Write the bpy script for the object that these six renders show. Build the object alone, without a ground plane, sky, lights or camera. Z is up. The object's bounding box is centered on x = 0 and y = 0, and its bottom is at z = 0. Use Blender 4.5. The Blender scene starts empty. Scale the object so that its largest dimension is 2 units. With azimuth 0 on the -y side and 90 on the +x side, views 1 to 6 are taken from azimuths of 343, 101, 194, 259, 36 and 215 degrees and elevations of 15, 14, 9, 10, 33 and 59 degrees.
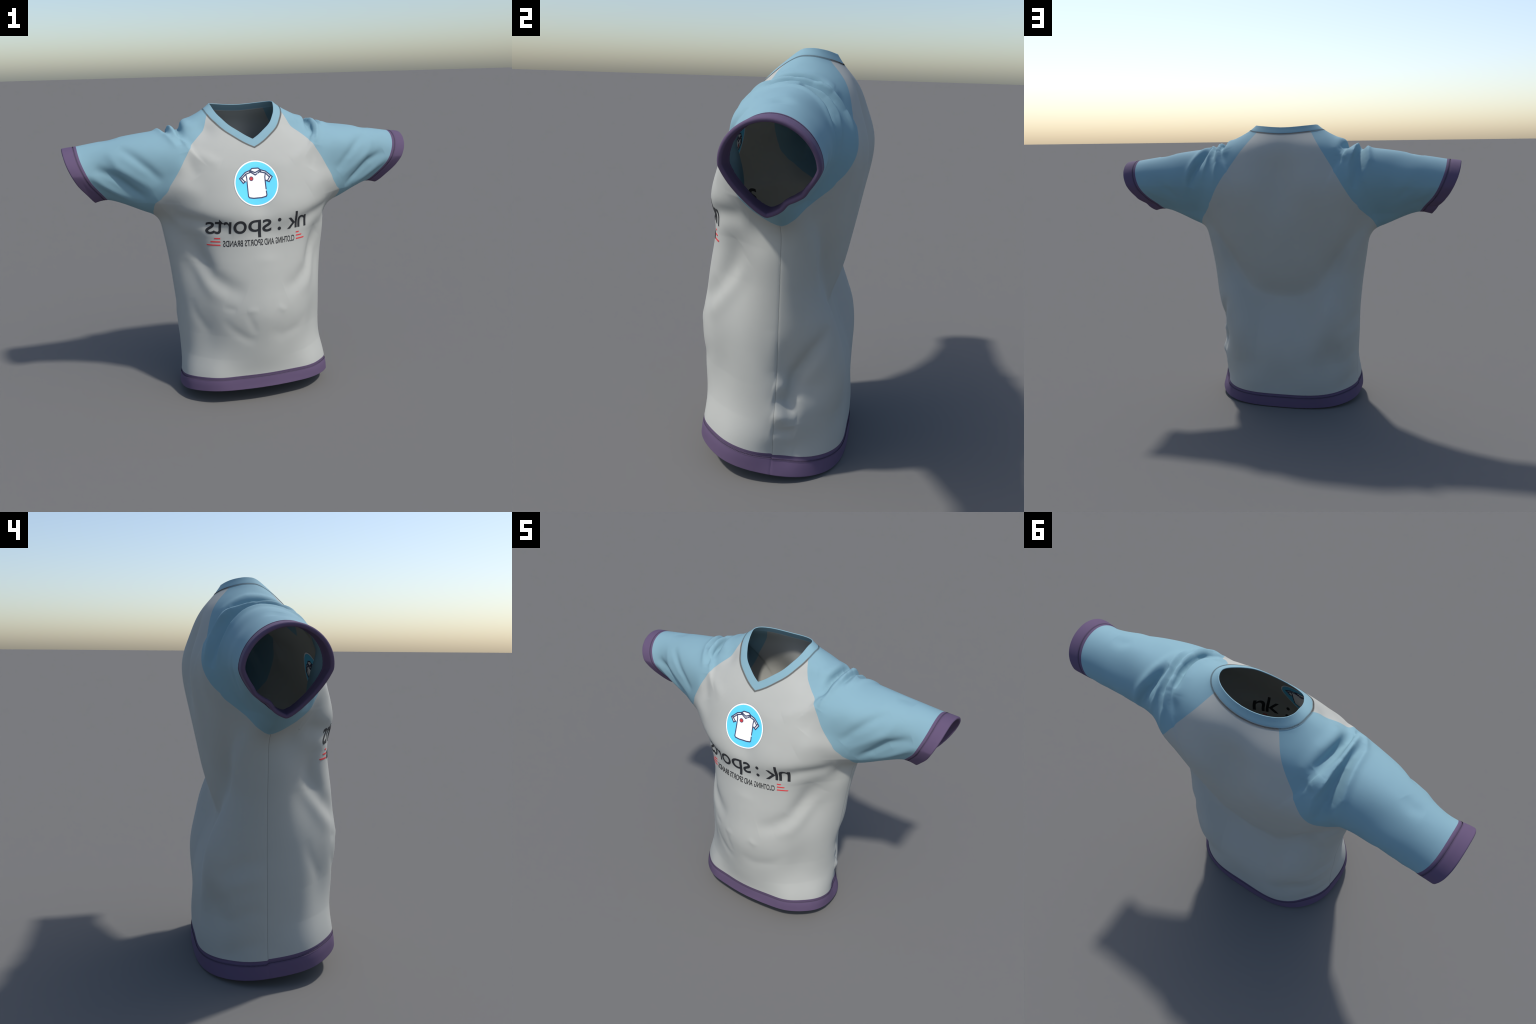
# A short-sleeved raglan sports jersey standing in a T-pose.
#   jersey (empty)
#     front_panel, back_panel          white knit body   (> badge pieces, letters, stripes)
#     sleeve, sleeve.001               light blue raglan sleeves
#     neckband, sleeve_cuff(2), hem_band(2)   ribbed trims with overlock stitching
# The cloth surface is an implicit body (torso cross-sections blended with two sleeve tubes)
# that is meshed, creased along fold lines, and then cut along its seams.
import bpy, bmesh, math, random
import numpy as np
from mathutils import Vector
from mathutils.bvhtree import BVHTree

random.seed(7)

# ------------------------------------------------------------------ helpers
def spline(xs, ys, clampends=True):
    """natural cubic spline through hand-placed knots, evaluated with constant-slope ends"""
    xs = np.asarray(xs, float); ys = np.asarray(ys, float); n = len(xs)
    h = np.diff(xs); A = np.eye(n); b = np.zeros(n)
    for i in range(1, n - 1):
        A[i, i-1] = h[i-1]; A[i, i] = 2*(h[i-1]+h[i]); A[i, i+1] = h[i]
        b[i] = 6*((ys[i+1]-ys[i])/h[i]-(ys[i]-ys[i-1])/h[i-1])
    M = np.linalg.solve(A, b)
    def f(t):
        t = np.clip(np.asarray(t, float), xs[0], xs[-1])
        i = np.clip(np.searchsorted(xs, t) - 1, 0, n - 2)
        hi = h[i]; a = (xs[i+1]-t)/hi; c = (t-xs[i])/hi
        return a*ys[i]+c*ys[i+1]+((a**3-a)*M[i]+(c**3-c)*M[i+1])*hi*hi/6
    return f

def lin(xs, ys):
    return lambda t: np.interp(t, xs, ys)

def smooth(a, b, t):
    u = np.clip((t-a)/(b-a), 0, 1)
    return u*u*(3-2*u)

def seg_dist(P, A, B):
    """distance of points P to segment A-B and the parameter along it"""
    d = B-A; t = np.clip(((P-A)@d)/max(d@d, 1e-12), 0, 1)
    return np.linalg.norm(P-A-t[:, None]*d, axis=1), t

# ------------------------------------------------------------------ the implicit body
# torso cross-sections: height, half width, front y, back y, side y, front / back squareness
TORSO = [
    (-0.12, .442, -.326, .318, -.01, 2.4, 2.5),
    ( 0.00, .442, -.322, .317, .000, 2.35, 2.6),
    ( 0.13, .427, -.301, .308, .010, 2.1, 2.4),
    ( 0.26, .422, -.312, .316, .045, 1.9, 2.15),
    ( 0.40, .430, -.328, .320, .056, 1.8, 2.1),
    ( 0.53, .435, -.340, .311, .060, 1.78, 2.15),
    ( 0.66, .446, -.323, .293, .063, 1.78, 2.25),
    ( 0.80, .463, -.303, .272, .067, 1.78, 2.2),
    ( 0.95, .487, -.283, .288, .071, 1.85, 2.3),
    ( 1.08, .510, -.293, .312, .075, 2.05, 2.4),
    ( 1.20, .508, -.262, .325, .077, 2.2, 2.6),
    ( 1.33, .478, -.214, .323, .080, 2.4, 2.7),
    ( 1.43, .446, -.157, .302, .082, 2.4, 2.6),
    ( 1.50, .408, -.110, .283, .084, 2.3, 2.4),
    ( 1.56, .346, -.062, .249, .086, 2.2, 2.2),
    ( 1.61, .251, -.013, .206, .088, 2.05, 2.1),
    ( 1.66, .180,  .025, .172, .090, 2.0, 2.2),
    ( 1.74, .120,  .055, .130, .090, 2.0, 2.0),
]
_T = np.array(TORSO)
TW, TF, TB, TC = (spline(_T[:, 0], _T[:, k]) for k in (1, 2, 3, 4))
TPF, TPB = lin(_T[:, 0], _T[:, 5]), lin(_T[:, 0], _T[:, 6])

# sleeve cross-sections along the slanted coordinate s = |x| - TILT*(z-ZC)
TILT, ZC = 0.50, 1.31
# s, y centre, front radius, back radius, z top, z bottom, squareness top, bottom front, bottom back
SLEEVE = [
    (0.25, .088, .218, .190, 1.535, 0.985, 2.0, 1.85, 1.7),
    (0.40, .092, .217, .175, 1.520, 1.000, 2.0, 1.85, 1.65),
    (0.50, .097, .208, .155, 1.509, 1.010, 2.0, 1.85, 1.60),
    (0.60, .103, .191, .139, 1.495, 1.032, 2.0, 2.05, 1.42),
    (0.70, .110, .164, .138, 1.478, 1.080, 2.0, 1.82, 1.38),
    (0.80, .114, .134, .139, 1.463, 1.138, 2.0, 1.75, 1.42),
    (0.87, .116, .132, .142, 1.453, 1.157, 2.0, 1.50, 1.45),
    (0.93, .116, .140, .146, 1.446, 1.146, 2.0, 1.30, 1.33),
    (1.05, .116, .144, .150, 1.420, 1.125, 2.0, 1.28, 1.30),
]
_S = np.array(SLEEVE)
SC, SF, SB, ST, SBT = (spline(_S[:, 0], _S[:, k]) for k in (1, 2, 3, 4, 5))
SPT, SPF, SPB = (lin(_S[:, 0], _S[:, k]) for k in (6, 7, 8))
BLEND = 0.055

def q_torso(P):
    x, y, z = np.abs(P[:, 0]), P[:, 1], P[:, 2]
    w, cy = TW(z), TC(z)
    front = y < cy
    D = np.where(front, cy-TF(z), TB(z)-cy)
    p = np.where(front, TPF(z), TPB(z))
    return ((x/w)**p + (np.abs(y-cy)/D)**p)**(1/p) - 1

def q_sleeve(P):
    x, y, z = np.abs(P[:, 0]), P[:, 1], P[:, 2]
    s = x - TILT*(z-ZC)
    dz = z-ZC
    dy = y-SC(s)+.024*np.clip(-dz/.165, 0, 1)**2          # the underarm seam sits a little forward
    Ry = np.where(dy < 0, SF(s), SB(s))
    Rz = np.where(dz > 0, ST(s)-ZC, ZC-SBT(s))
    p = np.where(dz > 0, SPT(s), np.where(dy < 0, SPF(s), SPB(s)))
    return ((np.abs(dy)/Ry)**p + (np.abs(dz)/Rz)**p)**(1/p) - 1

def scaled(q, P, e=2e-3):
    """first-order distance to one part, with its direction"""
    v = q(P); G = np.empty_like(P)
    for k in range(3):
        d = np.zeros(3); d[k] = e
        G[:, k] = (q(P+d)-q(P-d))/(2*e)
    g = np.maximum(np.linalg.norm(G, axis=1), .8)
    return v/g, G/g[:, None]

def body(P, want_gradient=False):
    """smooth union of the torso and the two sleeves"""
    a, ga = scaled(q_torso, P)
    b = np.full(len(P), 1.0); gb = np.zeros_like(P)
    s = np.abs(P[:, 0]) - TILT*(P[:, 2]-ZC)
    m = np.where((s > .22) & (P[:, 2] > .85))[0]
    b[m], gb[m] = scaled(q_sleeve, P[m])
    b = np.maximum(b, .30-s)
    h = np.maximum(BLEND-np.abs(a-b), 0)/BLEND
    d = np.minimum(a, b) - h*h*BLEND*.25
    if not want_gradient:
        return d
    w = np.where(a < b, 1-h/2, h/2)[:, None]
    return d, w*ga+(1-w)*gb

# ------------------------------------------------------------------ meshing (surface nets)
def surface_net(lo, hi, h):
    n = [int(round((b-a)/h))+1 for a, b in zip(lo, hi)]
    ax = [a + h*np.arange(k) for a, k in zip(lo, n)]
    X, Y, Z = np.meshgrid(*ax, indexing="ij")
    F = body(np.stack([X.ravel(), Y.ravel(), Z.ravel()], 1)).reshape(n)
    ins = F < 0
    idx = np.full([k-1 for k in n], -1)
    c = sum(ins[i:n[0]-1+i, j:n[1]-1+j, k:n[2]-1+k].astype(int) for i in (0, 1) for j in (0, 1) for k in (0, 1))
    act = (c > 0) & (c < 8)
    idx[act] = np.arange(act.sum())
    I = np.argwhere(act)
    acc = np.zeros((len(I), 3)); cnt = np.zeros(len(I))
    corners = [np.array(t) for t in np.ndindex(2, 2, 2)]
    for a in corners:
        for b in corners:
            if (b-a).sum() == 1 and (b >= a).all():
                fa = F[tuple((I+a).T)]; fb = F[tuple((I+b).T)]
                m = (fa < 0) != (fb < 0)
                t = np.where(m, fa/np.where(m, fa-fb, 1), 0)
                acc += np.where(m[:, None], a + t[:, None]*(b-a), 0); cnt += m
    V = np.array(lo) + h*(I + acc/cnt[:, None])
    quads = []
    for k in range(3):
        u, v = (k+1) % 3, (k+2) % 3
        sl0 = [slice(None)]*3; sl1 = [slice(None)]*3
        sl0[k] = slice(0, n[k]-1); sl1[k] = slice(1, n[k])
        a, b = ins[tuple(sl0)], ins[tuple(sl1)]
        E = np.argwhere(a != b)
        E = E[(E[:, u] > 0) & (E[:, v] > 0) & (E[:, u] < n[u]-1) & (E[:, v] < n[v]-1)]
        eu = np.eye(3, dtype=int)[u]; ev = np.eye(3, dtype=int)[v]
        q = np.stack([idx[tuple((E-o).T)] for o in (eu+ev, ev, 0*eu, eu)], 1)
        flip = ~a[tuple(E.T)]
        q[flip] = q[flip][:, ::-1]
        quads.append(q)
    return V, np.concatenate(quads)

def project(V, n=2):
    for _ in range(n):
        d, G = body(V, True)
        g2 = np.maximum((G*G).sum(1), .05)
        V = V - np.clip(d/g2, -.02, .02)[:, None]*G
    return V

def vertex_normals(V, T):
    N = np.zeros_like(V)
    f = np.cross(V[T[:, 1]]-V[T[:, 0]], V[T[:, 2]]-V[T[:, 0]])
    for k in range(3):
        for c in range(3):
            N[:, c] += np.bincount(T[:, k], f[:, c], len(V))
    return N/np.maximum(np.linalg.norm(N, axis=1), 1e-12)[:, None]

def edges_of(T):
    E = np.sort(np.concatenate([T[:, [0, 1]], T[:, [1, 2]], T[:, [2, 0]]]), 1)
    key, inv = np.unique(E[:, 0].astype(np.int64)*(1 << 31)+E[:, 1], return_inverse=True)
    return np.stack([key >> 31, key & ((1 << 31)-1)], 1), inv.ravel()

def relax(V, T, n=1, w=.5):
    E, _ = edges_of(T)
    deg = np.bincount(E.ravel(), minlength=len(V))
    for _ in range(n):
        S = np.zeros_like(V)
        for c in range(3):
            S[:, c] = np.bincount(E[:, 0], V[E[:, 1], c], len(V)) + np.bincount(E[:, 1], V[E[:, 0], c], len(V))
        V = V + w*(S/np.maximum(deg, 1)[:, None]-V)
    return V

def subdivide(V, T):
    E, inv = edges_of(T)
    m = len(V) + inv.reshape(3, -1)
    V = np.concatenate([V, (V[E[:, 0]]+V[E[:, 1]])/2])
    a, b, c = T.T; ab, bc, ca = m
    T = np.concatenate([np.stack(t, 1) for t in ((a, ab, ca), (ab, b, bc), (ca, bc, c), (ab, bc, ca))])
    return V, T

def compact(arrs, T):
    used = np.unique(T); mp = np.full(len(arrs[0]), -1); mp[used] = np.arange(len(used))
    return [a[used] for a in arrs], mp[T]

def cut(arrs, T, f, eps=4e-4):
    """split the triangles along the zero line of a per-vertex scalar; returns the new mesh and its scalar"""
    f = np.where(np.abs(f) < eps, 0.0, f)
    E, inv = edges_of(T)
    inv = inv.reshape(3, -1).T
    fa, fb = f[E[:, 0]], f[E[:, 1]]
    hit = fa*fb < 0
    t = np.where(hit, fa/np.where(hit, fa-fb, 1), 0)[hit]
    new = np.full(len(E), -1); new[hit] = len(f)+np.arange(hit.sum())
    out = []
    for a in arrs:
        A, B = a[E[hit, 0]], a[E[hit, 1]]
        tt = t[:, None] if a.ndim == 2 else t
        out.append(np.concatenate([a, A+tt*(B-A)]))
    f = np.concatenate([f, np.zeros(hit.sum())])
    ne = new[inv]; k = (ne >= 0).sum(1)
    R = [T[k == 0]]
    one, two = k == 1, k == 2
    if one.any():
        t1, e1 = T[one], ne[one]; j = np.argmax(e1 >= 0, 1); r = np.arange(len(j))
        a, b, c, m = t1[r, j], t1[r, (j+1) % 3], t1[r, (j+2) % 3], e1[r, j]
        R += [np.stack([a, m, c], 1), np.stack([m, b, c], 1)]
    if two.any():
        t2, e2 = T[two], ne[two]; j = np.argmax(e2 < 0, 1); r = np.arange(len(j))
        a, b, c = t2[r, j], t2[r, (j+1) % 3], t2[r, (j+2) % 3]
        mb, mc = e2[r, (j+1) % 3], e2[r, (j+2) % 3]
        R += [np.stack([mb, c, mc], 1), np.stack([a, b, mb], 1), np.stack([a, mb, mc], 1)]
    return out, np.concatenate(R), f

def face_val(f, T):
    return f[T].sum(1)

# ------------------------------------------------------------------ folds pressed into the cloth
# each fold: points along it, height (+ ridge, - valley), half width, sides it occurs on
FOLDS = []
def fold(points, amp, width, sides=(1, -1), jitter=.0, sharp=2.0):
    for sgn in sides:
        p = np.array(points, float); p[:, 0] *= sgn
        if sgn < 0 and jitter:
            p = p + jitter*np.array([math.sin(3*i+1) for i in range(p.size)]).reshape(p.shape)
        FOLDS.append((p, amp, width, sharp))

# gathered cloth where the arm leaves the shoulder: on the +x side ...
R, L, RL = (1,), (-1,), (1, -1)
fold([(.362, -.085, 1.462), (.371, -.055, 1.490), (.372, .010, 1.530), (.380, .070, 1.543), (.382, .130, 1.540), (.362, .190, 1.510)], -.030, .020, R, 0, 1.7)
fold([(.290, -.005, 1.555), (.340, .025, 1.548), (.350, .075, 1.555), (.338, .140, 1.550), (.325, .210, 1.510)], .011, .030, R)
fold([(.372, -.115, 1.424), (.395, -.059, 1.487), (.414, .010, 1.533), (.410, .090, 1.545), (.398, .149, 1.535), (.390, .211, 1.498), (.380, .256, 1.441), (.381, .287, 1.330)], .024, .015, R, 0, 1.5)
fold([(.430, -.010, 1.516), (.434, .050, 1.530), (.430, .110, 1.533), (.424, .170, 1.515), (.414, .225, 1.466)], -.016, .012, R, 0, 1.6)
fold([(.458, -.015, 1.510), (.462, .060, 1.527), (.450, .130, 1.524), (.446, .198, 1.487), (.450, .236, 1.430), (.478, .255, 1.340)], .016, .014, R, 0, 1.5)
fold([(.455, .115, 1.524), (.474, .160, 1.507), (.496, .208, 1.462), (.530, .239, 1.393), (.560, .245, 1.300)], -.028, .023, R, 0, 1.7)
fold([(.478, .024, 1.514), (.500, .130, 1.516), (.535, .205, 1.457), (.572, .238, 1.361), (.585, .240, 1.270)], .012, .022, R)
# ... and on the -x side, bunched a little differently
MINUS = [
    ([(-.376, -.090, 1.455), (-.382, -.061, 1.487), (-.383, .012, 1.528), (-.382, .070, 1.540), (-.376, .120, 1.540), (-.342, .195, 1.512)], -.033, .022, 1.8),
    ([(-.290, -.030, 1.530), (-.336, .010, 1.545), (-.340, .067, 1.560), (-.325, .130, 1.560), (-.312, .205, 1.515), (-.330, .240, 1.480)], .009, .030, 2.0),
    ([(-.345, -.100, 1.450), (-.400, -.040, 1.500), (-.412, .012, 1.532), (-.421, .110, 1.538), (-.402, .200, 1.495), (-.386, .262, 1.419), (-.392, .285, 1.330)], .025, .017, 1.5),
    ([(-.446, -.020, 1.508), (-.444, .061, 1.530), (-.444, .121, 1.530), (-.446, .180, 1.500), (-.446, .240, 1.420), (-.420, .272, 1.300)], -.034, .026, 1.7),
    ([(-.410, -.095, 1.440), (-.468, .010, 1.512), (-.478, .099, 1.524), (-.488, .160, 1.504), (-.500, .215, 1.450), (-.470, .262, 1.329)], .016, .018, 1.6),
    ([(-.330, .225, 1.485), (-.372, .232, 1.462), (-.392, .200, 1.500)], .007, .020, 2.0),
]
for pts, amp, w, sh in MINUS:
    FOLDS.append((np.array(pts), amp, w, sh))
# slanting drapes down the front of the sleeves
fold([(.720, -.010, 1.452), (.640, -.064, 1.399), (.570, -.098, 1.334), (.505, -.104, 1.265)], -.011, .026, RL, .004)
fold([(.774, .000, 1.430), (.725, -.050, 1.349), (.633, -.074, 1.285), (.535, -.080, 1.220)], .007, .026, RL, .004)
fold([(.850, -.019, 1.345), (.736, -.041, 1.290), (.655, -.040, 1.223), (.570, -.040, 1.175)], -.019, .026, RL, .004)
fold([(.876, -.019, 1.306), (.795, -.003, 1.250), (.720, .000, 1.200), (.640, .000, 1.160)], .010, .022, RL, .004)
fold([(.800, .105, 1.478), (.745, .110, 1.485), (.700, .090, 1.490)], -.006, .030)
fold([(.760, .235, 1.330), (.690, .250, 1.270), (.620, .230, 1.190)], -.007, .024, RL, .006)
fold([(.800, .205, 1.220), (.700, .210, 1.170), (.600, .190, 1.110)], -.006, .020, RL, .006)
fold([(.840, .250, 1.290), (.760, .240, 1.220), (.660, .205, 1.140)], .005, .020, RL, .006)
# cloth pulled from the chest to the armpits
fold([(.470, -.085, 1.080), (.420, -.125, 1.060), (.320, -.209, 1.040), (.225, -.251, 1.012), (.160, -.270, 1.000)], -.016, .044)
fold([(.350, -.113, 1.435), (.300, -.140, 1.400), (.249, -.166, 1.370), (.200, -.190, 1.345)], .007, .034, RL, .004)
fold([(.372, -.117, 1.410), (.353, -.151, 1.348), (.322, -.177, 1.289)], -.008, .036, RL, .004)
fold([(.430, -.120, 1.270), (.370, -.170, 1.225), (.300, -.215, 1.180)], .007, .050, RL, .005)
# soft creases of the belly
fold([(.405, -.073, .890), (.385, -.095, .834), (.341, -.169, .739), (.285, -.228, .650), (.210, -.275, .620)], 0.0072, 0.043, RL, .006)
fold([(.365, -.120, .950), (.334, -.162, .850), (.284, -.225, .740), (.200, -.275, .680), (.110, -.305, .650)], -.0125, 0.049, RL, .006)
fold([(.390, -.115, .600), (.370, -.140, .520), (.335, -.185, .440), (.306, -.215, .415)], -0.0033, 0.032, L)
fold([(-.240, -.270, .500), (-.190, -.292, .440), (-.120, -.310, .390), (-.060, -.318, .372)], -0.0039, 0.029, (1,))
fold([(-.117, -.323, .545), (-.085, -.328, .470), (-.067, -.325, .415)], -0.0028, 0.023, (1,))
fold([(-.240, -.272, .572), (-.166, -.304, .560)], -0.0028, 0.020, (1,))
fold([(.060, -.331, .570), (.112, -.323, .528)], 0.0028, 0.019, (1,))
fold([(-.115, -.322, .552), (-.050, -.331, .556)], 0.0022, 0.019, (1,))
fold([(.010, -.328, .440), (.090, -.318, .392), (.200, -.284, .414), (.280, -.245, .480)], -0.0033, 0.038, (1,))
fold([(-.060, -.300, .830), (.090, -.298, .822)], 0.0017, 0.029, (1,))
fold([(.345, .250, .64), (.380, .195, .55), (.402, .145, .45), (.410, .120, .34), (.405, .125, .24)], -.026, .034, R)
fold([(.905, .165, 1.205), (.860, .165, 1.190), (.800, .160, 1.165)], -.007, .018)
fold([(.925, .220, 1.225), (.880, .222, 1.215), (.830, .215, 1.200)], .008, .020)
# puckers behind the seam on one side, fainter drag lines on the other
fold([(.440, .050, .640), (.435, .052, .540), (.428, .062, .470)], .003, .030, R)
for z, amp in ((.405, .012), (.345, -.014), (.280, .014), (.215, -.012), (.130, .008)):
    fold([(.425, .050, z+.008), (.414, .085, z), (.400, .115, z-.010), (.385, .140, z-.016)], amp*.85, .026, R)
for z, amp in ((.52, -.004), (.44, .004), (.30, -.004), (.16, -.004)):
    fold([(.435, .070, z+.03), (.405, .160, z), (.330, .245, z-.07)], amp, .030, L)

def fold_height(P):
    D = np.zeros(len(P))
    for pts, amp, width, sharp in FOLDS:
        lo, hi = pts.min(0)-3.2*width, pts.max(0)+3.2*width
        sel = np.where(((P > lo) & (P < hi)).all(1))[0]
        if not len(sel):
            continue
        Q = P[sel]; n = len(pts)-1
        best = np.full(len(Q), 9.); par = np.zeros(len(Q))
        for i in range(n):
            d, t = seg_dist(Q, pts[i], pts[i+1])
            m = d < best; best[m] = d[m]; par[m] = (i+t[m])/n
        taper = np.sin(math.pi*np.clip(par, 0, 1))**.7
        D[sel] += amp*np.exp(-(best/width)**sharp)*(.1+.9*taper)
    return D

# the cloth hangs from the shoulder blades into a hollow above the waist: a U-shaped valley on the back
U_LINE = spline((0, .10, .20, .29, .40, .50), (.660, .668, .705, .815, .990, 1.10))
U_DEPTH = spline((0, .12, .22, .32, .42, .50), (.084, .079, .050, .028, .024, .008))
def hollow(P):
    ax = np.abs(P[:, 0])
    d = P[:, 2]-U_LINE(np.minimum(ax, .5))
    below = lin((0, .15, .25, .4), (.25, .24, .13, .06))(ax)
    prof = np.where(d > 0, np.exp(-np.abs(d/.105)**1.7), np.exp(-(d/below)**2))
    return -U_DEPTH(ax)*prof*smooth(.12, .19, P[:, 1])

# soft masses under the cloth: centre, push along the normal, spread
MASSES = []
def mass(c, amp, spread, sides=(1, -1)):
    for sgn in sides:
        MASSES.append((np.array([c[0]*sgn, c[1], c[2]]), amp, np.array(spread)))
mass((.20, .30, 1.30), .022, (.10, .12, .16))              # shoulder blades
mass((0, .30, 1.34), -.034, (.09, .12, .17), (1,))          # spine
mass((.27, .26, .42), .032, (.09, .10, .17))
mass((.20, .29, .14), .016, (.12, .10, .09))               # seat of the shirt above the hem               # flanks of the back
mass((0, -.28, 1.12), -.024, (.09, .12, .09), (1,))
mass((0, -.25, 1.25), -.016, (.11, .12, .08), (1,))
mass((.25, -.05, 1.53), -.018, (.06, .07, .06))             # dip below the collar         # hollow between the chest halves
mass((.40, -.13, .86), -.032, (.10, .13, .20))             # cloth drawn in under the armpits
mass((.40, .20, .12), -.020, (.10, .11, .14), (1,))
mass((.42, -.06, .20), .006, (.10, .14, .10), (1,))
mass((.42, .09, .115), -.016, (.06, .07, .05), (1,))
mass((0, -.28, .985), -.010, (.14, .10, .05), (1,))
mass((.41, -.15, .14), .022, (.10, .12, .13))               # front corners above the hem
mass((.28, -.24, .15), .028, (.10, .10, .12))
mass((.33, -.20, .42), -.012, (.07, .10, .14))
mass((.34, -.15, .80), -.012, (.07, .10, .12))
mass((.44, -.13, 1.21), .018, (.09, .10, .08))              # front of the armhole
mass((.65, .24, 1.36), .012, (.16, .08, .08))               # back of the upper sleeve
mass((.34, .22, .62), .014, (.07, .09, .14), (1,))
mass((-.38, -.12, .35), .010, (.10, .14, .25), (1,))        # the other hip stands out further
mass((-.30, .22, .30), -.016, (.07, .10, .10), (1,))
mass((-.30, .25, .56), .012, (.06, .10, .08), (1,))
mass((-.36, .18, .08), -.012, (.08, .10, .08), (1,))
mass((.37, .25, 1.31), .028, (.08, .10, .13))               # back of the armhole
mass((.495, -.04, 1.01), -.025, (.07, .10, .08))            # tight corner under the arm
mass((.40, -.11, 1.37), .010, (.08, .08, .10))
mass((.48, -.09, 1.43), .013, (.14, .08, .07), (1,))
mass((-.48, -.09, 1.43), .005, (.14, .08, .07), (1,))              # crown of the sleeve
mass((.43, .11, .47), -.024, (.07, .08, .11), (1,))
mass((.375, .17, .39), -.026, (.08, .09, .09), (1,))
mass((.42, .12, .12), -.014, (.06, .08, .07), (1,))
mass((.33, .22, .83), -.012, (.06, .10, .12))
mass((-.15, .27, .50), -.009, (.08, .10, .15), (1,))
mass((-.28, .23, .34), -.014, (.07, .10, .10), (1,))
mass((.41, -.03, 1.51), .012, (.06, .09, .05))
mass((-.378, .212, 1.490), .013, (.035, .045, .035), (1,))
mass((.345, .200, 1.505), .011, (.035, .045, .035), (1,))
def masses(P):
    D = np.zeros(len(P))
    for c, amp, sp in MASSES:
        D += amp*np.exp(-(((P-c)/sp)**2).sum(1))
    return D

# ------------------------------------------------------------------ build the cloth
V, Q = surface_net((-1.111, -.44, -.132), (1.111, .44, 1.75), .022)
T = np.concatenate([Q[:, [0, 1, 2]], Q[:, [0, 2, 3]]])
V = project(V, 3)
for _ in range(2):
    V = relax(V, T, 3, .5); V = project(V, 2)
    V, T = subdivide(V, T)
V = project(V, 2)
V = relax(V, T, 2, .5); V = project(V, 2)
B = V.copy()                                   # flat coordinates: before the folds
N = vertex_normals(V, T)
V = V + N*(hollow(B)+masses(B))[:, None]
N = vertex_normals(V, T)
V = V + N*fold_height(B)[:, None]
arrs = [V, B]
V_FULL, T_FULL = V, T

# opening of the neck: height of the edge over |x|, front (a V) and back
NECK_F = spline((0, .038, .085, .128, .150, .171, .183, .192), (1.467, 1.488, 1.520, 1.555, 1.582, 1.612, 1.639, 1.658))
NECK_B = spline((0, .05, .10, .15, .175, .192), (1.641, 1.643, 1.647, 1.652, 1.655, 1.658))
def neck_height(P):
    x, y = np.abs(P[:, 0]), P[:, 1]
    k = smooth(.03, .12, y)
    return (1-k)*NECK_F(x) + k*NECK_B(x) + np.maximum(x-.192, 0)*3
def hem_height(P):
    return .0470 - .135*P[:, 1]
CUFF_X = spline((1.12, 1.152, 1.20, 1.25, 1.285, 1.325, 1.365, 1.45, 1.50), (.821, .848, .885, .925, .946, .964, .979, .996, .996))
def cuff_distance(P):
    return CUFF_X(P[:, 2])-np.abs(P[:, 0])

def trim(arrs, T, f):
    arrs, T, f = cut(arrs, T, f)
    T = T[face_val(f, T) < 0]
    arrs, T = compact(arrs, T)
    return arrs, T
arrs, T = trim(arrs, T, arrs[1][:, 2]-neck_height(arrs[1]))
arrs, T = trim(arrs, T, hem_height(arrs[1])-arrs[1][:, 2])
arrs, T = trim(arrs, T, np.where(np.abs(arrs[1][:, 0]) > .6, -cuff_distance(arrs[1]), -1))

def boundary_edges(T):
    E = np.concatenate([T[:, [0, 1]], T[:, [1, 2]], T[:, [2, 0]]])
    S = np.sort(E, 1)
    _, inv, c = np.unique(S[:, 0].astype(np.int64)*(1 << 31)+S[:, 1], return_inverse=True, return_counts=True)
    return E[c[inv.ravel()] == 1]

def edge_distance(P, A, Bp, limit):
    lo, hi = np.minimum(A, Bp).min(0)-limit, np.maximum(A, Bp).max(0)+limit
    sel = np.where(((P > lo) & (P < hi)).all(1))[0]
    out = np.full(len(P), limit)
    D = Bp-A; L = np.maximum((D*D).sum(1), 1e-12)
    for c in np.array_split(sel, max(1, len(sel)//2000)):
        R = P[c][:, None]-A[None]
        t = np.clip((R*D).sum(2)/L, 0, 1)
        R -= t[..., None]*D
        out[c] = np.minimum(limit, np.sqrt((R*R).sum(2).min(1)))
    return out

def rim_fields(arrs, T):
    Bc = arrs[1]
    E = boundary_edges(T); A, Bp = Bc[E[:, 0]], Bc[E[:, 1]]
    mid = (A+Bp)/2
    neck = (mid[:, 2] > 1.40) & (np.abs(mid[:, 0]) < .3)
    hem = mid[:, 2] < .3
    cuff = ~neck & ~hem
    LIM = .16
    hemd = (Bc[:, 2]-hem_height(Bc))/math.sqrt(1+.135**2)
    cuffd = np.where(np.abs(Bc[:, 0]) > .6, cuff_distance(Bc), LIM)
    # neck: mitred at the point of the V, so measure from one side's edge, run on past the tip
    nd = np.full(len(Bc), LIM)
    tip = mid[neck][np.argmin(mid[neck][:, 2])]; tip[0] = 0
    for sgn in (1, -1):
        m = neck & (mid[:, 0]*sgn > -.004)
        a, b = A[m], Bp[m]
        q = Bc[np.unique(E[m])]; q = q[(q[:, 0]*sgn > .015) & (q[:, 1] < .0)]
        r = q[np.argmin(q[:, 0]*sgn)]
        d = tip-r; d /= np.linalg.norm(d)
        a = np.concatenate([a, [tip]]); b = np.concatenate([b, [tip+.08*d]])
        h = Bc[:, 0]*sgn >= 0
        nd[h] = edge_distance(Bc[h], a, b, LIM)
    return nd, hemd, cuffd

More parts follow.
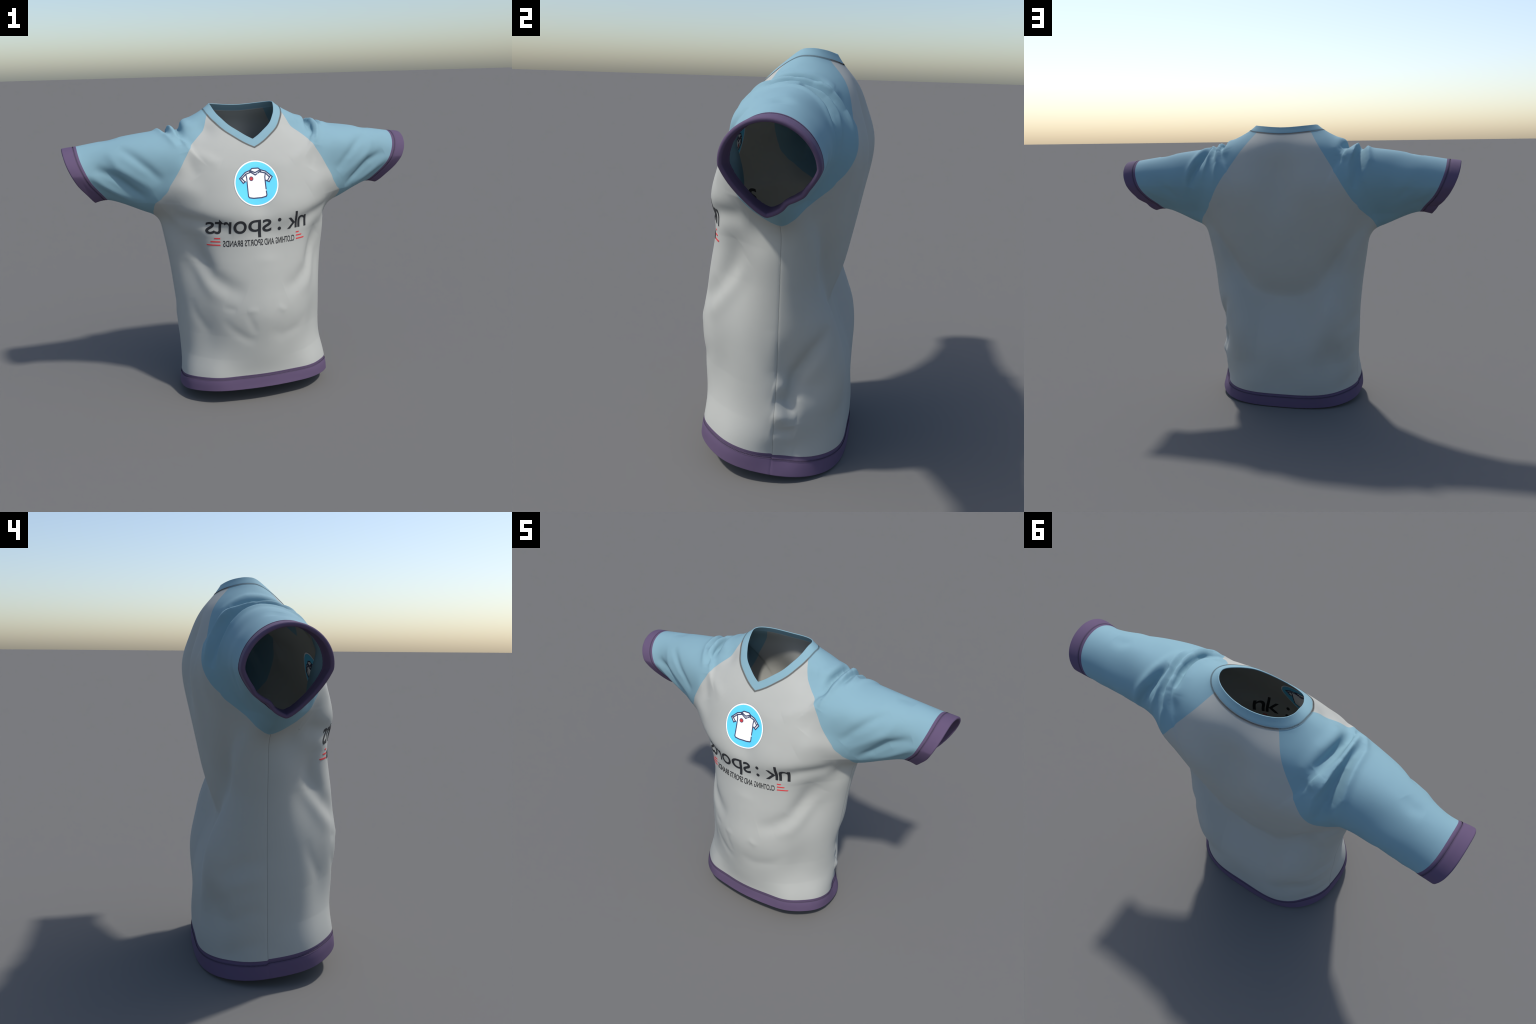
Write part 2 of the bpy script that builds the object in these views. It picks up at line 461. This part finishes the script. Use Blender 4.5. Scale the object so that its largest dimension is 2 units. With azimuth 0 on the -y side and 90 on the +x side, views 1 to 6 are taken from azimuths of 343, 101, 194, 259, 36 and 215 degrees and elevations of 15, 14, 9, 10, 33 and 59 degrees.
NECK_W, CUFF_W, HEM_F, HEM_B = .040, .073, .078, .0725
STITCH, STITCH_IN = .010, .012
def hem_w(P):
    return HEM_F + (HEM_B-HEM_F)*smooth(-.003, .003, P[:, 1]-seam_y(P))
def seam_y(P):
    return .052 + .024*np.clip(P[:, 2]/1.05, 0, 1)
# raglan seams: |x| over height on the front and back, and a V under the arm (height over y)
RAG_F = lin((1.00, 1.13, 1.18, 1.24, 1.305, 1.375, 1.445, 1.478, 1.53, 1.608, 1.66), (.42, .455, .480, .460, .420, .379, .333, .303, .258, .211, .18))
RAG_B = lin((1.00, 1.16, 1.205, 1.326, 1.42, 1.49, 1.62, 1.66), (.34, .40, .428, .350, .293, .248, .157, .13))
RAG_V = lin((-.30, -.099, -.047, -.020, .005, .023, .041, .061, .080, .102, .133, .170, .204, .227, .242, .26, .40),
            (1.16, 1.178, 1.125, 1.101, 1.085, 1.074, 1.064, 1.057, 1.0525, 1.062, 1.086, 1.122, 1.149, 1.171, 1.183, 1.187, 1.19))
def raglan(P):
    x, z = np.abs(P[:, 0]), P[:, 2]
    k = smooth(.04, .11, P[:, 1])
    r = x - ((1-k)*RAG_F(z) + k*RAG_B(z))
    v = np.where(z < 1.32, z-RAG_V(P[:, 1]), 1)
    return np.minimum(r, v) - np.maximum(.06-np.abs(r-v), 0)**2/.24

# cut the seams one after the other
arrs += list(rim_fields(arrs, T))
def seam(arrs, T, f):
    arrs, T, _ = cut(arrs, T, f)
    return arrs, T
arrs, T = seam(arrs, T, arrs[1][:, 1]-seam_y(arrs[1]))
arrs, T = seam(arrs, T, raglan(arrs[1]))
for w in (NECK_W, NECK_W+STITCH):
    arrs, T = seam(arrs, T, arrs[2]-w)
for w in (CUFF_W, CUFF_W-STITCH_IN, CUFF_W-STITCH_IN-STITCH):
    arrs, T = seam(arrs, T, arrs[4]-w)
for w in (0, STITCH_IN, STITCH_IN+STITCH):
    arrs, T = seam(arrs, T, arrs[3]-hem_w(arrs[1])+w)

V, Bc, nd, hd, cd = arrs
cen = Bc[T].mean(1)
fN, fH, fC = (x[T].mean(1) for x in (nd, hd, cd))
isneck = fN < NECK_W
ishem = fH < hem_w(cen)
iscuff = fC < CUFF_W
issleeve = raglan(cen) > 0
isback = cen[:, 1] > seam_y(cen)
REGION = np.select([isneck, ishem & ~isback, ishem, iscuff & (cen[:, 0] > 0), iscuff, issleeve & (cen[:, 0] > 0), issleeve, isback],
                   [0, 1, 2, 3, 4, 5, 6, 7], 8)

# relief of the trims: puffed bands and a groove under the stitching
N = vertex_normals(V, T)
lift = np.zeros(len(V))
lift += .003*smooth(.085, .030, hd) - .003*np.exp(-((hd-.064)/.006)**2)
lift += -.002*np.exp(-((cd-CUFF_W+STITCH_IN+STITCH/2)/.006)**2) + .002*smooth(CUFF_W+.001, CUFF_W-.010, cd)
lift += .0004*smooth(NECK_W+.002, NECK_W-.012, nd) - .0010*np.exp(-((nd-NECK_W-.004)/.004)**2)
# side seam: a fine pinched line below the armpit
side = np.exp(-((Bc[:, 1]-seam_y(Bc))/.004)**2)*(Bc[:, 2] < 1.06)*(np.abs(Bc[:, 0]) > .3)
lift += -.0012*side
V = V + N*lift[:, None]
V[:, 2] = np.maximum(V[:, 2], 0.0)
N = vertex_normals(V, T)

# ------------------------------------------------------------------ materials
def material(name, color, rough=.85, bump=.12, scale=420., vary=.012):
    m = bpy.data.materials.new(name); m.use_nodes = True
    nt = m.node_tree; bs = nt.nodes["Principled BSDF"]
    co = nt.nodes.new("ShaderNodeTexCoord")
    no = nt.nodes.new("ShaderNodeTexNoise"); no.inputs["Scale"].default_value = 9; no.inputs["Detail"].default_value = 5
    rp = nt.nodes.new("ShaderNodeValToRGB")
    c = np.array(color)
    rp.color_ramp.elements[0].position = .3; rp.color_ramp.elements[1].position = .7
    rp.color_ramp.elements[0].color = (*(c*(1-vary)), 1); rp.color_ramp.elements[1].color = (*(np.minimum(c*(1+vary), 1)), 1)
    nt.links.new(co.outputs["Object"], no.inputs["Vector"]); nt.links.new(no.outputs["Fac"], rp.inputs["Fac"])
    nt.links.new(rp.outputs["Color"], bs.inputs["Base Color"])
    if bump:
        kn = nt.nodes.new("ShaderNodeTexVoronoi"); kn.inputs["Scale"].default_value = scale
        bp = nt.nodes.new("ShaderNodeBump"); bp.inputs["Strength"].default_value = bump; bp.inputs["Distance"].default_value = .001
        nt.links.new(co.outputs["Object"], kn.inputs["Vector"]); nt.links.new(kn.outputs["Distance"], bp.inputs["Height"])
        nt.links.new(bp.outputs["Normal"], bs.inputs["Normal"])
    bs.inputs["Roughness"].default_value = rough
    bs.inputs["Specular IOR Level"].default_value = .25
    return m

WHITE = material("white_knit", (.392, .397, .370))
# a fine dark line where front and back panel are sewn together
nt = WHITE.node_tree; bs = nt.nodes["Principled BSDF"]
def math_node(op, a, b=None):
    m = nt.nodes.new("ShaderNodeMath"); m.operation = op
    for i, v in enumerate((a, b)):
        if v is None:
            continue
        if isinstance(v, float):
            m.inputs[i].default_value = v
        else:
            nt.links.new(v, m.inputs[i])
    return m.outputs[0]
co = nt.nodes.new("ShaderNodeTexCoord"); xyz = nt.nodes.new("ShaderNodeSeparateXYZ")
nt.links.new(co.outputs["Object"], xyz.inputs[0])
seam_at = math_node("ADD", math_node("MULTIPLY", xyz.outputs[2], .024/1.05), .052)
off_seam = math_node("ABSOLUTE", math_node("SUBTRACT", xyz.outputs[1], seam_at))
line = math_node("MULTIPLY", math_node("LESS_THAN", off_seam, .0011), math_node("GREATER_THAN", math_node("ABSOLUTE", xyz.outputs[0]), .3))
mx = nt.nodes.new("ShaderNodeMix"); mx.data_type = "RGBA"
nt.links.new(line, mx.inputs["Factor"])
old = bs.inputs["Base Color"].links[0].from_socket
nt.links.new(old, mx.inputs[6]); mx.inputs[7].default_value = (.25, .254, .236, 1)
nt.links.new(mx.outputs[2], bs.inputs["Base Color"])
BLUE = material("blue_knit", (.197, .336, .395))
PURPLE = material("purple_rib", (.104, .070, .133))
PURPLE_STITCH = material("purple_thread", (.090, .063, .115), bump=0)
GREY_STITCH = material("grey_thread", (.20, .20, .20), bump=0)
PURPLE_TAPE = material("purple_tape", (.086, .060, .110), bump=0)
BLUE_TAPE = material("blue_tape", (.135, .205, .235), bump=0)
GREY_TAPE = material("grey_tape", (.155, .160, .152), bump=0)
INK = material("black_print", (.022, .023, .026), .6, 0)
RED = material("red_print", (.62, .045, .05), .6, 0)
CYAN = material("cyan_print", (.118, .62, .93), .5, 0, vary=.02)
PAPER = material("white_print", (.97, .97, .98), .5, 0, vary=.005)
NAVY = material("navy_print", (.045, .055, .12), .5, 0)
SHADE = material("grey_print_edge", (.30, .30, .30), .7, 0)

# ------------------------------------------------------------------ objects
root = bpy.data.objects.new("jersey", None)
bpy.context.collection.objects.link(root)
root["label"] = "white sports jersey with blue raglan sleeves and purple trims"
root["category"] = "sports jersey"

def make(name, verts, faces, normals, mat, parent, smooth_faces=True):
    me = bpy.data.meshes.new(name)
    me.from_pydata(np.asarray(verts).tolist(), [], np.asarray(faces).tolist() if isinstance(faces, np.ndarray) else faces)
    me.polygons.foreach_set("use_smooth", np.full(len(me.polygons), smooth_faces))
    me.materials.append(mat)
    if normals is not None:
        me.normals_split_custom_set_from_vertices(np.asarray(normals).tolist())
    ob = bpy.data.objects.new(name, me)
    bpy.context.collection.objects.link(ob)
    ob.parent = parent
    return ob

CLOTH = .004
def shell(region):
    """outer cloth, inner cloth and rounded rims at the open edges of one part"""
    t = T[REGION == region]
    (v, n, nn, hh, cc, bb), t = compact([V, N, nd, hd, cd, Bc], t)
    thick = np.full(len(v), CLOTH)
    if region in (3, 4):
        thick = CLOTH + .011*smooth(CUFF_W, CUFF_W-.02, cc)
    elif region in (1, 2):
        thick = CLOTH + .004*smooth(.08, .05, hh)
    elif region == 0:
        thick = CLOTH + .001*smooth(NECK_W, NECK_W-.01, nn)
    k = len(v)
    vi = v - n*thick[:, None]
    vi[:, 2] = np.maximum(vi[:, 2], .0005)
    verts = [v, vi]; norms = [n, -n]; faces = [t, t[:, ::-1]+k]
    E = boundary_edges(t)
    m = bb[E].mean(1)
    d_open = np.minimum(np.minimum(nn[E].max(1), hh[E].max(1)), cc[E].max(1))
    openE = E[d_open < .0015]
    ids = np.unique(openE)
    if len(ids):
        mp = np.full(k, -1); mp[ids] = np.arange(len(ids))
        # outward direction across the rim
        f = t[np.isin(t, ids).any(1)]
        a, b = v[openE[:, 0]], v[openE[:, 1]]
        out = np.zeros((len(ids), 3))
        w = np.cross(b-a, (n[openE[:, 0]]+n[openE[:, 1]])/2)
        for j in (0, 1):
            for c in range(3):
                out[:, c] += np.bincount(mp[openE[:, j]], w[:, c], len(ids))
        out /= np.maximum(np.linalg.norm(out, axis=1), 1e-9)[:, None]
        th = thick[ids]; prof = np.linspace(0, math.pi, 6)
        base = sum(len(x) for x in verts)
        for ang in prof:
            p = v[ids] - n[ids]*(th*(1-math.cos(ang))/2)[:, None] + out*(th/2*math.sin(ang)*.8)[:, None]
            p[:, 2] = np.maximum(p[:, 2], 0)
            verts.append(p); norms.append(n[ids]*math.cos(ang)+out*math.sin(ang))
        L = len(ids); a, b = mp[openE[:, 0]], mp[openE[:, 1]]
        for r in range(len(prof)-1):
            o0, o1 = base+r*L, base+(r+1)*L
            faces.append(np.stack([b+o0, a+o0, a+o1], 1)); faces.append(np.stack([b+o0, a+o1, b+o1], 1))
    if region in (0, 1, 2, 3, 4):                     # the turned-in edge of a trim, seen from inside
        innerE = E[d_open >= .0015]
        base = sum(len(x) for x in verts)
        a, b = innerE[:, 0], innerE[:, 1]; q = len(a)
        w = np.cross(v[b]-v[a], (n[a]+n[b])/2); w /= np.maximum(np.linalg.norm(w, axis=1), 1e-9)[:, None]
        ins = lambda i: v[i]-n[i]*.0035
        verts += [ins(a), ins(b), vi[b], vi[a]]; norms += [w]*4
        i = np.arange(q)+base
        faces.append(np.stack([i+q, i, i+3*q], 1)); faces.append(np.stack([i+q, i+3*q, i+2*q], 1))
    return np.concatenate(verts), np.concatenate(faces), np.concatenate(norms)

NAMES = [("neckband", BLUE), ("hem_band", PURPLE), ("hem_band", PURPLE), ("sleeve_cuff", PURPLE), ("sleeve_cuff", PURPLE),
         ("sleeve", BLUE), ("sleeve", BLUE), ("back_panel", WHITE), ("front_panel", WHITE)]
PART = {}
for r, (nm, mat) in enumerate(NAMES):
    v, f, n = shell(r)
    PART[r] = make(nm, v, f, n, mat, root)

# ------------------------------------------------------------------ overlock stitching along the trims
def strip(name, sel, mat, parent, proud=.0009):
    t = T[sel]
    (v, n), t = compact([V, N], t)
    k = len(v)
    E = boundary_edges(t); a, b = E[:, 0], E[:, 1]; q = len(a)
    top = v+n*proud
    w = np.cross(v[b]-v[a], (n[a]+n[b])/2); w /= np.maximum(np.linalg.norm(w, axis=1), 1e-9)[:, None]
    i = np.arange(q)+k
    return make(name, np.concatenate([top, top[a], top[b], v[b]-n[b]*.0005, v[a]-n[a]*.0005]),
                np.concatenate([t, np.stack([i+q, i, i+3*q], 1), np.stack([i+q, i+3*q, i+2*q], 1)]),
                np.concatenate([n, w, w, w, w]), mat, parent)

def iso_points(field, value, keep, angle):
    """points, directions and normals along an iso line, spaced evenly by length"""
    f = field-value
    t = T[keep[T].all(1)]
    ft = f[t]; t = t[(ft.min(1) < 0) & (ft.max(1) >= 0)]
    P, M = [], []
    for i, j in ((0, 1), (1, 2), (2, 0)):
        fa, fb = f[t[:, i]], f[t[:, j]]; m = (fa < 0) != (fb < 0)
        r = (fa/np.where(m, fa-fb, 1))[m][:, None]
        P.append(V[t[m, i]]*(1-r)+V[t[m, j]]*r); M.append(N[t[m, i]]*(1-r)+N[t[m, j]]*r)
    P, M = np.concatenate(P), np.concatenate(M)
    o = np.argsort(angle(P)); P, M = P[o], M[o]
    P = np.concatenate([P, P[:1]]); M = np.concatenate([M, M[:1]])
    s = np.concatenate([[0], np.cumsum(np.linalg.norm(np.diff(P, axis=0), axis=1))])
    return P, M, s

def stitches(name, field, value, keep, angle, mat, parent, pitch=.0052, length=.0095):
    P, M, s = iso_points(field, value, keep, angle)
    at = np.arange(0, s[-1], pitch)
    C = np.stack([np.interp(at, s, P[:, c]) for c in range(3)], 1)
    U = np.stack([np.interp(at, s, M[:, c]) for c in range(3)], 1); U /= np.linalg.norm(U, axis=1)[:, None]
    D = np.roll(C, -2, 0)-np.roll(C, 2, 0); D -= (D*U).sum(1)[:, None]*U; D /= np.maximum(np.linalg.norm(D, axis=1), 1e-9)[:, None]
    W = np.cross(U, D)
    verts, faces, norms = [], [], []
    for i in range(len(at)):
        sl = .25+.12*math.sin(i*1.7)
        ax = W[i]+sl*D[i]; ax /= np.linalg.norm(ax)
        sd = np.cross(U[i], ax)
        for e in (-1, -.4, .4, 1):
            c = C[i]+ax*length/2*e+U[i]*(.0016 if abs(e) < 1 else .0002)
            for k in (-1, 0, 1):
                verts.append(c+sd*.0012*k-U[i]*(.0010 if k else 0)); norms.append(U[i]*.8+sd*k*.7)
        o = 12*i
        faces += [[o+3*r+k, o+3*r+k+1, o+3*r+k+4, o+3*r+k+3] for r in range(3) for k in range(2)]
    ob = make(name, verts, faces, norms, mat, parent)
    ob["kind"] = "stuff"
    return ob

around = lambda P: np.arctan2(P[:, 0], P[:, 1]-.05)
around_cuff = lambda P: np.arctan2(P[:, 2]-1.30, P[:, 1]-.115)
anyv = np.ones(len(V), bool)
collar_zone = (fN > NECK_W) & (fN < NECK_W+STITCH)
strip("seam_tape", collar_zone & ~issleeve, GREY_TAPE, PART[0])
strip("seam_tape", collar_zone & issleeve, BLUE_TAPE, PART[0])
stitches("overlock_stitching", nd, NECK_W+STITCH/2, anyv, around, GREY_STITCH, PART[0])
hemrel = hem_w(cen)-fH
for part, m in ((1, ~isback), (2, isback)):
    strip("seam_tape", (hemrel > STITCH_IN) & (hemrel < STITCH_IN+STITCH) & m, PURPLE_TAPE, PART[part])
stitches("overlock_stitching", hem_w(Bc)-hd, STITCH_IN+STITCH/2, anyv, around, PURPLE_STITCH, PART[1])
for part, sg in ((3, 1), (4, -1)):
    strip("seam_tape", (CUFF_W-fC > STITCH_IN) & (CUFF_W-fC < STITCH_IN+STITCH) & (cen[:, 0]*sg > .6), PURPLE_TAPE, PART[part])
    stitches("overlock_stitching", CUFF_W-cd, STITCH_IN+STITCH/2, Bc[:, 0]*sg > .6, around_cuff, PURPLE_STITCH, PART[part])

# ------------------------------------------------------------------ printing on the chest (mirrored on the outside, it reads from within)
front_t = T[(REGION == 8)]
BVH = BVHTree.FromPolygons(V.tolist(), front_t.tolist())
def on_chest(x, z):
    hit, _, fi, _ = BVH.ray_cast(Vector((x, -1, z)), Vector((0, 1, 0)))
    t = front_t[fi]; A, b, c = V[t]
    ab, ac, ap = b-A, c-A, np.array(hit)-A
    d00, d01, d11, d20, d21 = ab@ab, ab@ac, ac@ac, ap@ab, ap@ac
    den = d00*d11-d01*d01
    v = (d11*d20-d01*d21)/den; w = (d00*d21-d01*d20)/den
    n = N[t[0]]*(1-v-w)+N[t[1]]*v+N[t[2]]*w
    return np.array(hit), n/np.linalg.norm(n)

def printed(name, bm, mat, proud, step=.009):
    """lay a flat drawing (x, z in its own plane) on the chest, once outside and once inside the cloth"""
    lo = [min(v.co[k] for v in bm.verts) for k in (0, 1)]; hi = [max(v.co[k] for v in bm.verts) for k in (0, 1)]
    for k in (0, 1):
        for c in np.arange(math.floor(lo[k]/step)*step+step, hi[k], step):
            no = [0, 0, 0]; no[k] = 1; co = [0, 0, 0]; co[k] = c
            bmesh.ops.bisect_plane(bm, geom=bm.verts[:]+bm.edges[:]+bm.faces[:], plane_co=co, plane_no=no)
    bmesh.ops.triangulate(bm, faces=bm.faces[:])
    bmesh.ops.remove_doubles(bm, verts=bm.verts[:], dist=2e-5)
    bm.verts.ensure_lookup_table(); bm.verts.index_update()
    uv = [(v.co.x, v.co.y) for v in bm.verts]
    tri = []
    for f in bm.faces:
        i = [v.index for v in f.verts]
        a = (uv[i[1]][0]-uv[i[0]][0])*(uv[i[2]][1]-uv[i[0]][1])-(uv[i[2]][0]-uv[i[0]][0])*(uv[i[1]][1]-uv[i[0]][1])
        tri.append(i if a > 0 else i[::-1])
    tri = np.array(tri)
    pn = [on_chest(*p) for p in uv]; bm.free()
    p, n = np.array([a for a, _ in pn]), np.array([b for _, b in pn]); k = len(p)
    E = boundary_edges(tri); q = len(E)
    verts, faces, norms = [], [], []
    def add(v, f, m):
        faces.append(f+sum(len(x) for x in verts)); verts.append(v); norms.append(m)
    for out in (1, -1):
        top = p+n*proud if out > 0 else p-n*(CLOTH+proud)
        low = p-n*.0003 if out > 0 else p-n*(CLOTH-.0003)
        t = tri if out > 0 else tri[:, ::-1]
        ed = E if out > 0 else E[:, ::-1]
        add(top, t, n*out)
        a, b = ed[:, 0], ed[:, 1]
        w = np.cross(top[b]-top[a], n[a]*out); w /= np.maximum(np.linalg.norm(w, axis=1), 1e-9)[:, None]
        i = np.arange(q)
        add(np.concatenate([top[a], top[b], low[b], low[a]]), np.concatenate([np.stack([i+q, i, i+3*q], 1), np.stack([i+q, i+3*q, i+2*q], 1)]), np.concatenate([w]*4))
    return make(name, np.concatenate(verts), np.concatenate(faces), np.concatenate(norms), mat, PART[8])

def polygon(pts):
    bm = bmesh.new()
    bm.faces.new([bm.verts.new((x, z, 0)) for x, z in pts])
    return bm

def stroke(pts, w, closed=False):
    """a line of even width with mitred corners"""
    P = np.array(pts, float); n = len(P)
    d = np.roll(P, -1, 0)-P
    if not closed:
        d[-1] = d[-2]
    d /= np.linalg.norm(d, axis=1)[:, None]
    pd = np.roll(d, 1, 0)
    if not closed:
        pd[0] = d[0]
    m = d+pd; m /= np.linalg.norm(m, axis=1)[:, None]
    nrm = np.stack([-m[:, 1], m[:, 0]], 1)
    k = np.clip(1/np.maximum((m*d).sum(1), .35), 1, 2.2)
    l, r = P+nrm*(w/2*k)[:, None], P-nrm*(w/2*k)[:, None]
    if not closed:
        for s_, i in ((-1, 0), (1, -1)):
            l[i] += s_*d[i]*w/2*.7; r[i] += s_*d[i]*w/2*.7
    bm = bmesh.new()
    a = [bm.verts.new((*p, 0)) for p in l]; b = [bm.verts.new((*p, 0)) for p in r]
    for i in range(n if closed else n-1):
        j = (i+1) % n
        bm.faces.new((a[i], a[j], b[j], b[i]))
    return bm

def circle(cx, cz, r, n=72, flat=1.0):
    return [(cx+r*math.cos(2*math.pi*i/n), cz+flat*r*math.sin(2*math.pi*i/n)) for i in range(n)]

def glyph(text, x0, x1, z0, z1=None, weight=0.0, size=None):
    """letters of the built-in font fitted between x0 and x1 (x0 > x1 mirrors them), bottom at z0"""
    cu = bpy.data.curves.new("type", "FONT"); cu.body = text; cu.resolution_u = 6; cu.offset = weight
    ob = bpy.data.objects.new("type", cu); bpy.context.collection.objects.link(ob)
    bpy.context.view_layer.update()
    me = bpy.data.meshes.new_from_object(ob.evaluated_get(bpy.context.evaluated_depsgraph_get()))
    bpy.data.objects.remove(ob); bpy.data.curves.remove(cu)
    bm = bmesh.new(); bm.from_mesh(me); bpy.data.meshes.remove(me)
    xs = [v.co.x for v in bm.verts]; ys = [v.co.y for v in bm.verts]
    sx = (x1-x0)/(max(xs)-min(xs)); sz = (z1-z0)/(max(ys)-min(ys)); mx, my = min(xs), min(ys)
    for v in bm.verts:
        v.co = (x0+(v.co.x-mx)*sx, z0+(v.co.y-my)*sz, 0)
    bmesh.ops.dissolve_limit(bm, angle_limit=.001, verts=bm.verts[:], edges=bm.edges[:])
    return bm

# the big word, letter by letter
BASE, XH = .981, 1.048
for ch, x0, x1, z0, z1 in (("n", .270, .213, BASE, XH), ("k", .208, .144, BASE, 1.077), ("s", .049, -.002, BASE-.001, XH+.002),
                           ("p", -.010, -.081, .953, XH+.002), ("o", -.090, -.160, BASE-.002, XH+.003), ("r", -.171, -.212, BASE, XH+.001),
                           ("t", -.211, -.255, BASE-.001, 1.064), ("s", -.256, -.299, BASE-.001, XH)):
    printed("letter", glyph(ch, x0, x1, z0, z1, .004), INK, .0012)
for z in (1.041, .991):
    printed("colon_dot", polygon(circle(.096, z, .0098, 28)), INK, .0012)
# the small condensed line
for word, x0, x1 in (("CLOTHING", .190, .072), ("AND", .062, .006), ("SPORTS", -.002, -.102), ("BRANDS", -.112, -.214)):
    printed("lettering", glyph(word, x0, x1, .909, .943, .012), INK, .0011)["kind"] = "stuff"
# red speed stripes at both ends
for i, z in enumerate((.955, .937, .918)):
    for xa, xb in ((.202, .222+.0175*i), (-.228, -.257-.0175*i)):
        sg = 1 if xb > xa else -1
        printed("stripe", polygon([(xa-sg*.001, z-.0033), (xb-sg*.004, z-.0033), (xb, z-.001), (xb+sg*.001, z+.0033), (xa, z+.0033)]), RED, .0011)

# the round badge with a shirt drawn on it
CX, CZ = -.0165, 1.240
printed("badge_edge", polygon(circle(CX, CZ, .1255, 72, .965)), SHADE, .0008)
printed("badge_rim", polygon(circle(CX, CZ, .1228, 72, .965)), PAPER, .0013)
printed("badge_field", polygon(circle(CX, CZ, .1165, 72, .965)), CYAN, .0018)
SH = [(-.028, .069), (-.0165, .079), (.0165, .079), (.028, .069), (.055, .060), (.088, .030), (.070, .005), (.050, .014),
      (.0505, -.066), (.046, -.071), (.022, -.0765), (-.022, -.0765), (-.046, -.071), (-.0505, -.066), (-.050, .014), (-.070, .005), (-.088, .030), (-.055, .060)]
at = lambda pts: [(CX+1.04*x, CZ+1.0*z) for x, z in pts]
printed("badge_shirt", polygon(at(SH)), PAPER, .0022)
LW, layer = .0062, .0026
for pts in ([(-.071, .005), (-.088, .030), (-.055, .060), (-.028, .069), (-.0165, .0785), (.0165, .0785), (.028, .069), (.055, .060), (.088, .030), (.070, .004), (.051, .013)],
            [(-.058, .013), (-.071, .005)],
            [(-.053, .052), (-.0495, .030), (-.0505, -.064), (-.046, -.071), (-.022, -.0765), (.022, -.0765), (.046, -.071), (.0505, -.064), (.0495, -.044)],
            [(.0495, -.033), (.049, .030), (.053, .050)],
            [(-.078, .028), (-.053, .051), (-.026, .059)], [(.026, .058), (.053, .051), (.073, .029)],
            [(-.082, .036), (-.062, .013)], [(.080, .037), (.062, .011)],
            [(-.027, .068), (-.002, .056), (.024, .068)],
            [(-.030, .063), (-.002, .044), (.007, .049)], [(.013, .053), (.027, .062)],
            [(-.028, .070), (-.031, .058)], [(.026, .070), (.030, .058)]):
    printed("badge_line", stroke(at(pts), LW), NAVY, layer); layer += .00008
printed("badge_dot_edge", polygon(circle(CX-.0262, CZ+.0255, .0122, 32)), NAVY, .0026)
printed("badge_dot", polygon(circle(CX-.0262, CZ+.0255, .0082, 28)), RED, .0032)
